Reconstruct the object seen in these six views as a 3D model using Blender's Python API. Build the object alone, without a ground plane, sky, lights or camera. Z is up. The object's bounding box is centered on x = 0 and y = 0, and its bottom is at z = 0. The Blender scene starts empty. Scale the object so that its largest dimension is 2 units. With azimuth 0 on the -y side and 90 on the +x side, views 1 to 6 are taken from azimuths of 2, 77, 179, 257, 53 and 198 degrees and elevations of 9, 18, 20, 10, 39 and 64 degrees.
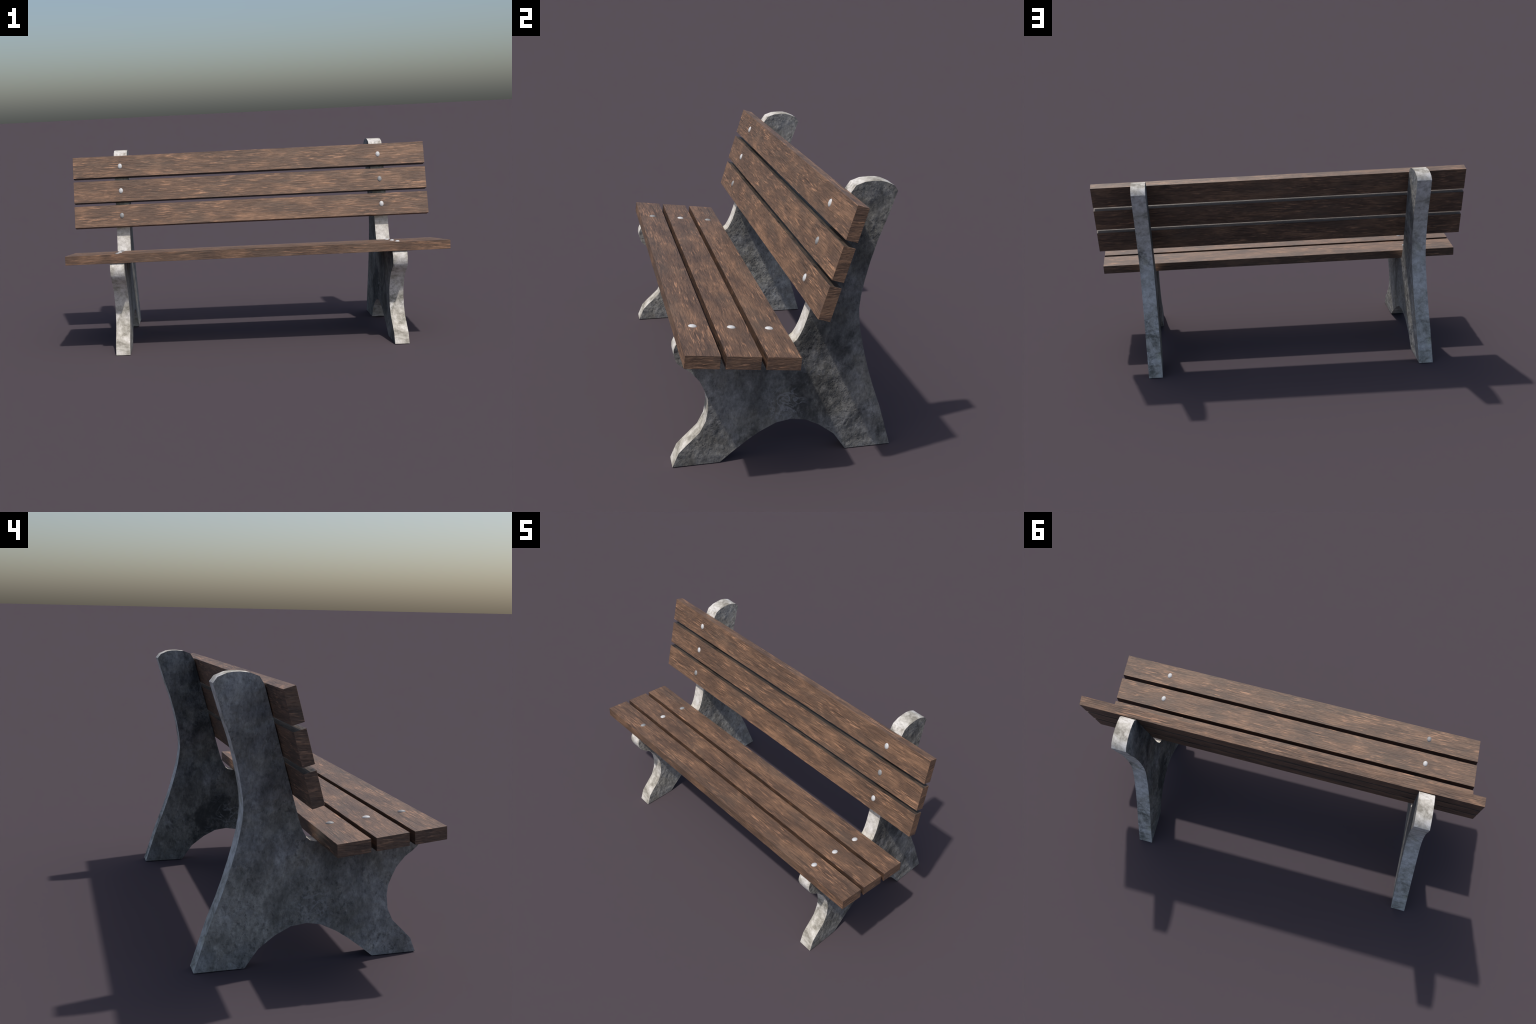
"""Old park bench: six timber planks bolted to two cast concrete side frames.

The whole bench leans a little out of square: planks and frames are skewed, so
that every cross-section slides sideways (-x) towards the back.
"""
import bpy, bmesh, math, random
from mathutils import Vector

random.seed(7)
SKEW = 0.083          # x slides by -SKEW per metre of y
YAW = 0.004           # y slides by this per metre of x
MID_X = -0.0095       # middle of the planks
HALF_LEN = 0.9752     # half a plank length
FRAME_X = (0.7125, -0.7215)   # middle of the right and the left frame at y = 0
FRAME_W = 0.073


# ------------------------------------------------------------------ materials
class Nodes:
    """Small helper to write node trees compactly."""
    def __init__(self, name):
        self.mat = bpy.data.materials.new(name)
        self.mat.use_nodes = True
        self.nt = self.mat.node_tree
        self.nt.nodes.clear()
        self.out = self.nt.nodes.new("ShaderNodeOutputMaterial")
        self.bsdf = self.nt.nodes.new("ShaderNodeBsdfPrincipled")
        self.nt.links.new(self.bsdf.outputs[0], self.out.inputs[0])

    def add(self, kind, **props):
        n = self.nt.nodes.new("ShaderNode" + kind)
        for k, v in props.items():
            setattr(n, k, v)
        return n

    def link(self, a, b):
        self.nt.links.new(a, b)

    def coords(self):
        return self.add("TexCoord").outputs["Object"]

    def mapped(self, vec, scale, loc=(0, 0, 0), rot=(0, 0, 0)):
        m = self.add("Mapping")
        m.inputs["Scale"].default_value = scale
        m.inputs["Location"].default_value = loc
        m.inputs["Rotation"].default_value = rot
        self.link(vec, m.inputs["Vector"])
        return m.outputs[0]

    def noise(self, vec, scale=1.0, detail=4.0, rough=0.55, dist=0.0):
        n = self.add("TexNoise")
        n.inputs["Scale"].default_value = scale
        n.inputs["Detail"].default_value = detail
        n.inputs["Roughness"].default_value = rough
        n.inputs["Distortion"].default_value = dist
        self.link(vec, n.inputs["Vector"])
        return n.outputs["Fac"]

    def ramp(self, fac, stops, interp="LINEAR"):
        r = self.add("ValToRGB")
        cr = r.color_ramp
        cr.interpolation = interp
        while len(cr.elements) < len(stops):
            cr.elements.new(0.5)
        for e, (p, c) in zip(cr.elements, stops):
            e.position = p
            e.color = (c, c, c, 1) if isinstance(c, (int, float)) else (*c, 1)
        self.link(fac, r.inputs[0])
        return r.outputs[0]

    def mix(self, fac, a, b, blend="MIX"):
        m = self.add("Mix", data_type="RGBA", blend_type=blend)
        for sock, val in ((m.inputs[0], fac), (m.inputs[6], a), (m.inputs[7], b)):
            if isinstance(val, (int, float)):
                sock.default_value = val
            elif isinstance(val, tuple):
                sock.default_value = (*val, 1)
            else:
                self.link(val, sock)
        return m.outputs[2]

    def math(self, op, a, b=0.0):
        m = self.add("Math", operation=op)
        for sock, val in zip(m.inputs, (a, b)):
            if isinstance(val, (int, float)):
                sock.default_value = val
            else:
                self.link(val, sock)
        return m.outputs[0]

    def patch(self, vec, centre, radius):
        """Soft-edged round mask on the (y, z) plane of a frame."""
        sep = self.add("SeparateXYZ")
        self.link(vec, sep.inputs[0])
        dy = self.math("SUBTRACT", sep.outputs[1], centre[0])
        dz = self.math("SUBTRACT", sep.outputs[2], centre[1])
        d = self.math("SQRT", self.math("ADD", self.math("MULTIPLY", dy, dy), self.math("MULTIPLY", dz, dz)))
        return self.ramp(self.math("DIVIDE", d, radius), [(0.35, 1.0), (1.0, 0.0)], "EASE")

    def finish(self, color, rough, height=None, bump=0.5, dist=0.002, metal=0.0, spec=0.3):
        self.link(color, self.bsdf.inputs["Base Color"]) if not isinstance(color, tuple) else \
            setattr(self.bsdf.inputs["Base Color"], "default_value", (*color, 1))
        if isinstance(rough, (int, float)):
            self.bsdf.inputs["Roughness"].default_value = rough
        else:
            self.link(rough, self.bsdf.inputs["Roughness"])
        self.bsdf.inputs["Metallic"].default_value = metal
        self.bsdf.inputs["Specular IOR Level"].default_value = spec
        if height is not None:
            b = self.add("Bump")
            b.inputs["Strength"].default_value = bump
            b.inputs["Distance"].default_value = dist
            self.link(height, b.inputs["Height"])
            self.link(b.outputs[0], self.bsdf.inputs["Normal"])
        return self.mat


def wood_material(name, kind="face", tone=0.9, tint=(1, 1, 1)):
    """Brown weathered timber, grain along x.  kind: face, end or gap."""
    n = Nodes(name)
    # every plank samples another stretch of timber
    info = n.add("ObjectInfo")
    shift = n.add("CombineXYZ")
    n.link(n.math("MULTIPLY", info.outputs["Random"], 37.0), shift.inputs[0])
    n.link(n.math("MULTIPLY", info.outputs["Random"], 11.0), shift.inputs[2])
    va = n.add("VectorMath", operation="ADD")
    n.link(n.coords(), va.inputs[0])
    n.link(shift.outputs[0], va.inputs[1])
    p = va.outputs[0]
    if kind == "end":
        cloud_m, streak_m, fine_m, line_m = (8, 8, 30), (40, 18, 150), (60, 50, 380), (20, 12, 190)
    else:
        cloud_m, streak_m, fine_m, line_m = (5, 15, 15), (15, 180, 180), (22, 330, 330), (6, 180, 180)
    cloud = n.noise(n.mapped(p, cloud_m, loc=(3, 1, 2)), 1.0, 4, 0.6, 0.6)
    cluster = n.noise(n.mapped(p, tuple(c * 1.5 for c in cloud_m), loc=(9, 5, 7)), 1.0, 4, 0.6, 0.5)
    streak = n.noise(n.mapped(p, streak_m), 1.0, 4, 0.6, 0.22)
    fine = n.noise(n.mapped(p, fine_m), 1.0, 4, 0.6, 0.2)
    line = n.noise(n.mapped(p, line_m, loc=(2, 8, 4)), 1.0, 3, 0.5, 0.35)
    col = n.ramp(cloud, [(0.34, (0.112, 0.068, 0.048)), (0.50, (0.148, 0.087, 0.058)),
                         (0.66, (0.235, 0.134, 0.083))])
    col = n.mix(1.0, col, n.ramp(fine, [(0.32, 0.64), (0.50, 1.0), (0.68, 1.30)]), "MULTIPLY")
    # fine dark pores and grain lines
    pores = n.ramp(line, [(0.33, 0.55), (0.45, 1.0), (0.60, 1.0), (0.72, 1.12)])
    col = n.mix(0.9, col, pores, "MULTIPLY")
    # pale worn flecks, in clusters
    fleck = n.math("MULTIPLY", n.ramp(streak, [(0.525, 0.0), (0.625, 1.0)]),
                   n.ramp(cluster, [(0.44, 0.05), (0.68, 0.80)]))
    col = n.mix(fleck, col, (0.58, 0.315, 0.185))
    # greyed patches
    grey = n.ramp(n.noise(n.mapped(p, (4, 11, 11), loc=(6, 6, 1)), 1.0, 3, 0.5), [(0.52, 0.0), (0.74, 0.4)])
    col = n.mix(grey, col, (0.130, 0.096, 0.074))
    col = n.mix(1.0, col, (tone, tone * 0.995, tone * 0.96), "MULTIPLY")
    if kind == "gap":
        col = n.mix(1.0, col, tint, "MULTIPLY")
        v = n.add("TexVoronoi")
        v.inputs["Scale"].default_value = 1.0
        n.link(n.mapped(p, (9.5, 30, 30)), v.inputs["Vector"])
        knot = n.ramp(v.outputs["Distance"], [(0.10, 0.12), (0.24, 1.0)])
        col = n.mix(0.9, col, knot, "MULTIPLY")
    height = n.math("ADD", n.math("MULTIPLY", streak, 0.5),
                    n.math("ADD", n.math("MULTIPLY", fine, 0.35), n.math("MULTIPLY", line, 0.3)))
    return n.finish(col, 0.56, height, 0.75, 0.0035, spec=0.48)


def concrete_side_material(name, tone, stain):
    """Rough cast face; tone: overall lightness, stain: amount of black stains."""
    n = Nodes(name)
    p = n.coords()
    big = n.noise(n.mapped(p, (4, 4, 3.2)), 1.0, 5, 0.65, 0.3)
    mid = n.noise(n.mapped(p, (27, 27, 19), loc=(5, 2, 1)), 1.0, 8, 0.74, 0.12)
    fine = n.noise(n.mapped(p, (90, 90, 62)), 1.0, 5, 0.68, 0.3)
    hue = n.noise(n.mapped(p, (6, 6, 6), loc=(2, 9, 3)), 1.0, 5, 0.65, 0.5)
    warm = n.ramp(mid, [(0.30, (0.140, 0.134, 0.122)), (0.50, (0.215, 0.207, 0.190)), (0.70, (0.330, 0.317, 0.291))])
    cool = n.ramp(mid, [(0.30, (0.140, 0.139, 0.138)), (0.50, (0.215, 0.214, 0.214)), (0.70, (0.325, 0.323, 0.322))])
    col = n.mix(n.ramp(hue, [(0.42, 0.0), (0.58, 1.0)]), warm, cool)
    col = n.mix(1.0, col, n.ramp(big, [(0.38, 0.64), (0.5, 1.0), (0.62, 1.26)]), "MULTIPLY")
    col = n.mix(0.9, col, n.ramp(fine, [(0.30, 0.66), (0.48, 1.0), (0.70, 1.25)]), "MULTIPLY")
    soot = n.noise(n.mapped(p, (6.5, 6.5, 5), loc=(5, 8, 9)), 1.0, 7, 0.68, 0.2)
    col = n.mix(n.math("MULTIPLY", n.ramp(soot, [(0.50, 0.0), (0.62, 1.0)]), stain), col, (0.055, 0.056, 0.058))
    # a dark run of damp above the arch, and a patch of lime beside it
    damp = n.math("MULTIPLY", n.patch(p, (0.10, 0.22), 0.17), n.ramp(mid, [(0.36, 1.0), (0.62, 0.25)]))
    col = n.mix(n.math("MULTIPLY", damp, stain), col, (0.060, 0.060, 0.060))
    col = n.mix(1.0, col, (tone, tone * 0.985, tone * 0.955), "MULTIPLY")
    # thin pale scribbles of lime
    rid = n.noise(n.mapped(p, (14, 14, 14), loc=(4, 7, 2)), 1.0, 3, 0.6, 1.6)
    vein = n.ramp(n.math("ABSOLUTE", n.math("SUBTRACT", rid, 0.5)), [(0.0, 0.42), (0.05, 0.0)])
    where = n.ramp(n.noise(n.mapped(p, (5, 5, 5), loc=(7, 1, 5)), 1.0, 2, 0.5), [(0.54, 0.0), (0.66, 0.5)])
    where = n.math("MAXIMUM", where, n.patch(p, (-0.005, 0.205), 0.10))
    col = n.mix(n.math("MULTIPLY", vein, where), col, (0.42, 0.42, 0.43))
    # pits
    pitd = n.ramp(n.noise(n.mapped(p, (62, 62, 48), loc=(4, 4, 9)), 1.0, 3, 0.6), [(0.32, 0.0), (0.45, 1.0)])
    rough_area = n.ramp(n.noise(n.mapped(p, (7, 7, 7), loc=(3, 3, 8)), 1.0, 3, 0.6), [(0.40, 0.25), (0.60, 1.0)])
    pitted = n.math("MULTIPLY", n.math("SUBTRACT", 1.0, pitd), rough_area)
    col = n.mix(n.math("MULTIPLY", pitted, 0.55), col, (0.06, 0.06, 0.062))
    lump = n.noise(n.mapped(p, (38, 38, 32), loc=(1, 6, 4)), 1.0, 5, 0.6, 0.0)
    height = n.math("ADD", n.math("MULTIPLY", n.math("MULTIPLY", lump, rough_area), 1.0),
                    n.math("ADD", n.math("MULTIPLY", fine, 0.16),
                           n.math("MULTIPLY", n.math("MULTIPLY", pitd, rough_area), 0.24)))
    return n.finish(col, 0.85, height, 0.62, 0.011, spec=0.2)


def concrete_rim_material(name, mould):
    n = Nodes(name)
    p = n.coords()
    big = n.noise(n.mapped(p, (9, 9, 9), loc=(1, 4, 2)), 1.0, 5, 0.65, 0.5)
    mid = n.noise(n.mapped(p, (42, 42, 42)), 1.0, 6, 0.65, 0.4)
    fine = n.noise(n.mapped(p, (130, 130, 130)), 1.0, 4, 0.6)
    col = n.ramp(mid, [(0.28, (0.37, 0.345, 0.31)), (0.45, (0.58, 0.55, 0.51)),
                       (0.65, (0.75, 0.72, 0.68))])
    stain = n.ramp(big, [(0.34, (0.42, 0.41, 0.37)), (0.45, (0.80, 0.79, 0.75)), (0.56, (1.0, 1.0, 1.0))])
    col = n.mix(1.0, col, stain, "MULTIPLY")
    moss = n.ramp(n.noise(n.mapped(p, (13, 13, 13), loc=(8, 3, 6)), 1.0, 4, 0.6), [(0.60, 0.0), (0.74, 0.4)])
    col = n.mix(moss, col, (0.58, 0.57, 0.38))
    spots = n.noise(n.mapped(p, (7, 7, 7), loc=(6, 2, 7)), 1.0, 8, 0.74, 0.2)
    col = n.mix(n.math("MULTIPLY", n.ramp(spots, [(0.54, 0.0), (0.63, 1.0)]), mould), col, (0.135, 0.135, 0.115))
    height = n.math("ADD", n.math("MULTIPLY", mid, 0.6), n.math("MULTIPLY", fine, 0.4))
    return n.finish(col, 0.8, height, 0.55, 0.004, spec=0.2)


def bolt_material(name, base):
    n = Nodes(name)
    f = n.noise(n.mapped(n.coords(), (140, 140, 140)), 1.0, 3, 0.5)
    col = n.ramp(f, [(0.3, tuple(c * 0.88 for c in base)), (0.7, base)])
    return n.finish(col, 0.5, spec=0.45)


BACK_WOOD = wood_material("weathered_brown_wood", tone=0.99)
SEAT_WOOD = wood_material("worn_dark_brown_wood", tone=0.86)
WOOD_END = wood_material("wood_end_grain", "end")
SEAT_GAP = wood_material("dark_wood_in_gap", "gap", 0.9, (0.48, 0.45, 0.44))
BACK_GAP = wood_material("blue_grey_wood_in_gap", "gap", 0.9, (0.46, 0.58, 0.72))
CONCRETE = [concrete_side_material("stained_concrete_side", 0.86, 0.9),
            concrete_side_material("grey_concrete_side", 1.30, 0.15)]
RIM = [concrete_rim_material("mould_stained_concrete_rim", 0.85), concrete_rim_material("pale_concrete_rim", 0.35)]
STEEL = bolt_material("bright_bolt_steel", (0.58, 0.58, 0.58))
STEEL_DARK = bolt_material("dark_bolt_steel", (0.27, 0.27, 0.27))


# ------------------------------------------------------------------ helpers
def skewed(x, y, z):
    return Vector((x - SKEW * y, y + YAW * x, z))


def new_object(name, mesh, parent, loc=(0, 0, 0)):
    ob = bpy.data.objects.new(name, mesh)
    bpy.context.scene.collection.objects.link(ob)
    ob.parent = parent
    ob.location = loc
    return ob


def smooth_by_angle(bm, deg):
    lim = math.radians(deg)
    for f in bm.faces:
        f.smooth = True
    for e in bm.edges:
        if len(e.link_faces) == 2:
            e.smooth = e.calc_face_angle(0) < lim


# ------------------------------------------------------------------ planks
def plank_mesh(name, width_dir, depth_dir, width, darkened, wood, gap_wood):
    """A sawn plank along x; cross-section spanned by two (y, z) directions.
    width_dir: unit vector over the visible face; depth_dir: full step from the
    visible face to the hidden one; grimy: long sides (0 visible face, 1 end of
    the row, 2 hidden face, 3 start of the row) that are grimy."""
    bm = bmesh.new()
    w, d = Vector(width_dir) * width * 0.5, Vector(depth_dir)
    section = [-w, w, w + d, -w + d]
    ends = []
    for x in (-HALF_LEN, HALF_LEN):
        ends.append([bm.verts.new((x - SKEW * q.x, q.x, q.y)) for q in section])
    a, b = ends
    for i in range(4):
        j = (i + 1) % 4
        bm.faces.new((a[i], a[j], b[j], b[i])).material_index = 2 if i in darkened else 0
    for ring in (a, b):
        bm.faces.new(ring).material_index = 1
    bmesh.ops.recalc_face_normals(bm, faces=bm.faces)
    bmesh.ops.bevel(bm, geom=list(bm.edges), offset=0.0005, segments=1,
                    affect="EDGES", clamp_overlap=True)
    smooth_by_angle(bm, 30)
    me = bpy.data.meshes.new(name)
    bm.to_mesh(me)
    bm.free()
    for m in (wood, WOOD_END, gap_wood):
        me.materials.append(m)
    return me


def bolt_mesh(name, normal, along, mat):
    """Low domed bolt head, a little longer across the plank than along it."""
    nrm = Vector((0, *normal)).normalized()
    up = Vector((0, *along)).normalized()
    side = Vector((1, 0, 0))
    bm = bmesh.new()
    rings, segs = 4, 12
    hw, hl, hh, sink = 0.0122, 0.0160, 0.0078, 0.0013
    prev = None
    for k in range(rings):
        t = k / rings * math.pi / 2
        ring = []
        for s in range(segs):
            a = 2 * math.pi * s / segs
            ring.append(bm.verts.new(side * (hw * math.cos(t) * math.cos(a))
                                     + up * (hl * math.cos(t) * math.sin(a))
                                     + nrm * (hh * math.sin(t) - sink)))
        if prev:
            for s in range(segs):
                bm.faces.new((prev[s], prev[(s + 1) % segs], ring[(s + 1) % segs], ring[s]))
        else:
            bm.faces.new(ring)
        prev = ring
    top = bm.verts.new(nrm * (hh - sink))
    for s in range(segs):
        bm.faces.new((prev[s], prev[(s + 1) % segs], top))
    bmesh.ops.recalc_face_normals(bm, faces=bm.faces)
    smooth_by_angle(bm, 50)
    me = bpy.data.meshes.new(name)
    bm.to_mesh(me)
    bm.free()
    me.materials.append(mat)
    return me


# ------------------------------------------------------------------ side frames
# outline of a frame, (y, z), from the front foot round the front and the back
FRONT = [(-.4165, 0), (-.3957, .052), (-.3720, .0765), (-.3203, .1272), (-.2991, .1715),
         (-.2925, .2230), (-.2965, .2600), (-.3095, .2925), (-.3260, .3260), (-.3430, .3458),
         (-.3590, .3640), (-.3850, .3815), (-.4065, .4005), (-.4140, .4160), (-.4193, .4370),
         (-.4180, .4535), (-.4120, .4680), (-.4040, .4785)]
SEAT_TO_BACK = [(-.0136, .4383), (.0080, .4437), (.0215, .4545), (.0330, .4745), (.0435, .4975),
                (.0540, .5290), (.0755, .6025), (.1860, .9845)]
TOP = [(.2035, 1.0105), (.2362, 1.0222), (.2700, 1.0253), (.2940, 1.0245), (.3145, 1.0208),
       (.3460, 1.0078), (.3612, .9880)]
BACK = [(.3335, .9020), (.2990, .8050), (.2785, .7330), (.2630, .6640), (.2532, .6050),
        (.2503, .5600), (.2540, .5180), (.2615, .4740), (.2750, .4190), (.2895, .3670),
        (.3090, .3040), (.3310, .2420), (.3620, .1650), (.3865, .0910), (.4166, 0)]
ARCH = [(.2360, 0), (.1870, .0665), (.1270, .1100), (.0709, .1373), (.0125, .1448),
        (-.0395, .1363), (-.1000, .1070), (-.1463, .0768), (-.1950, .0400), (-.2443, 0)]


def frame_mesh():
    outline = FRONT + SEAT_TO_BACK + TOP + BACK + ARCH
    bm = bmesh.new()
    sides = []
    for x in (-FRAME_W / 2, FRAME_W / 2):
        sides.append([bm.verts.new((x - SKEW * y, y, z)) for y, z in outline])
    a, b = sides
    m = len(outline)
    rim = [bm.faces.new((a[i], a[(i + 1) % m], b[(i + 1) % m], b[i])) for i in range(m)]
    for f in rim:
        f.material_index = 1
    bm.faces.new(a)
    bm.faces.new(b)
    bmesh.ops.recalc_face_normals(bm, faces=bm.faces)
    smooth_by_angle(bm, 32)
    me = bpy.data.meshes.new("side_frame")
    bm.to_mesh(me)
    bm.free()
    me.materials.append(CONCRETE[0])
    me.materials.append(RIM[0])
    return me


# ------------------------------------------------------------------ assemble
bench = bpy.data.objects.new("park_bench", None)
bpy.context.scene.collection.objects.link(bench)
bench["label"] = "weathered park bench with brown wooden planks and concrete side frames"
bench["category"] = "park bench"

me = frame_mesh()
for side, x in enumerate(FRAME_X):
    ob = new_object("side_frame", me, bench, (x, YAW * x, 0))
    # the two frames weathered differently
    for slot, mat in zip(ob.material_slots, (CONCRETE[side], RIM[side])):
        slot.link = "OBJECT"
        slot.material = mat


def plank_row(name, start, end, depth, normal, dark_heads, gap, wood, gap_wood):
    """Three planks side by side from start to end (y, z of the visible face)."""
    s, e = Vector(start), Vector(end)
    run = e - s
    t = run.normalized()
    width = (run.length - 2 * gap) / 3
    heads = {False: bolt_mesh("bolt", normal, t, STEEL), True: bolt_mesh("dark_bolt", normal, t, STEEL_DARK)}
    for k in range(3):
        darkened = {3} if k == 2 else {1} if k == 0 else {1, 3}
        mesh = plank_mesh(name, t, depth, width, darkened, wood, gap_wood)
        c = s + t * (width * (k + 0.5) + gap * k)
        pl = new_object(name, mesh, bench, (MID_X - SKEW * c.x, c.x + YAW * MID_X, c.y))
        # the row runs a trace off square to the frames
        pl.rotation_euler = (0, 0, YAW)
        for side, fx in enumerate(FRAME_X):
            lx = fx - MID_X
            new_object("bolt", heads[(side, k) in dark_heads], pl, (lx, 0, 0))


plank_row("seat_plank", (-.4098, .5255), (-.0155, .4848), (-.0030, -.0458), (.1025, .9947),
          dark_heads={(1, 0), (1, 2)}, gap=0.0195, wood=SEAT_WOOD, gap_wood=SEAT_GAP)
plank_row("backrest_plank", (.0312, .6166), (.1402, .9992), (.0425, -.0122), (-.9615, .2747),
          dark_heads={(1, 0), (0, 1)}, gap=0.0205, wood=BACK_WOOD, gap_wood=BACK_GAP)
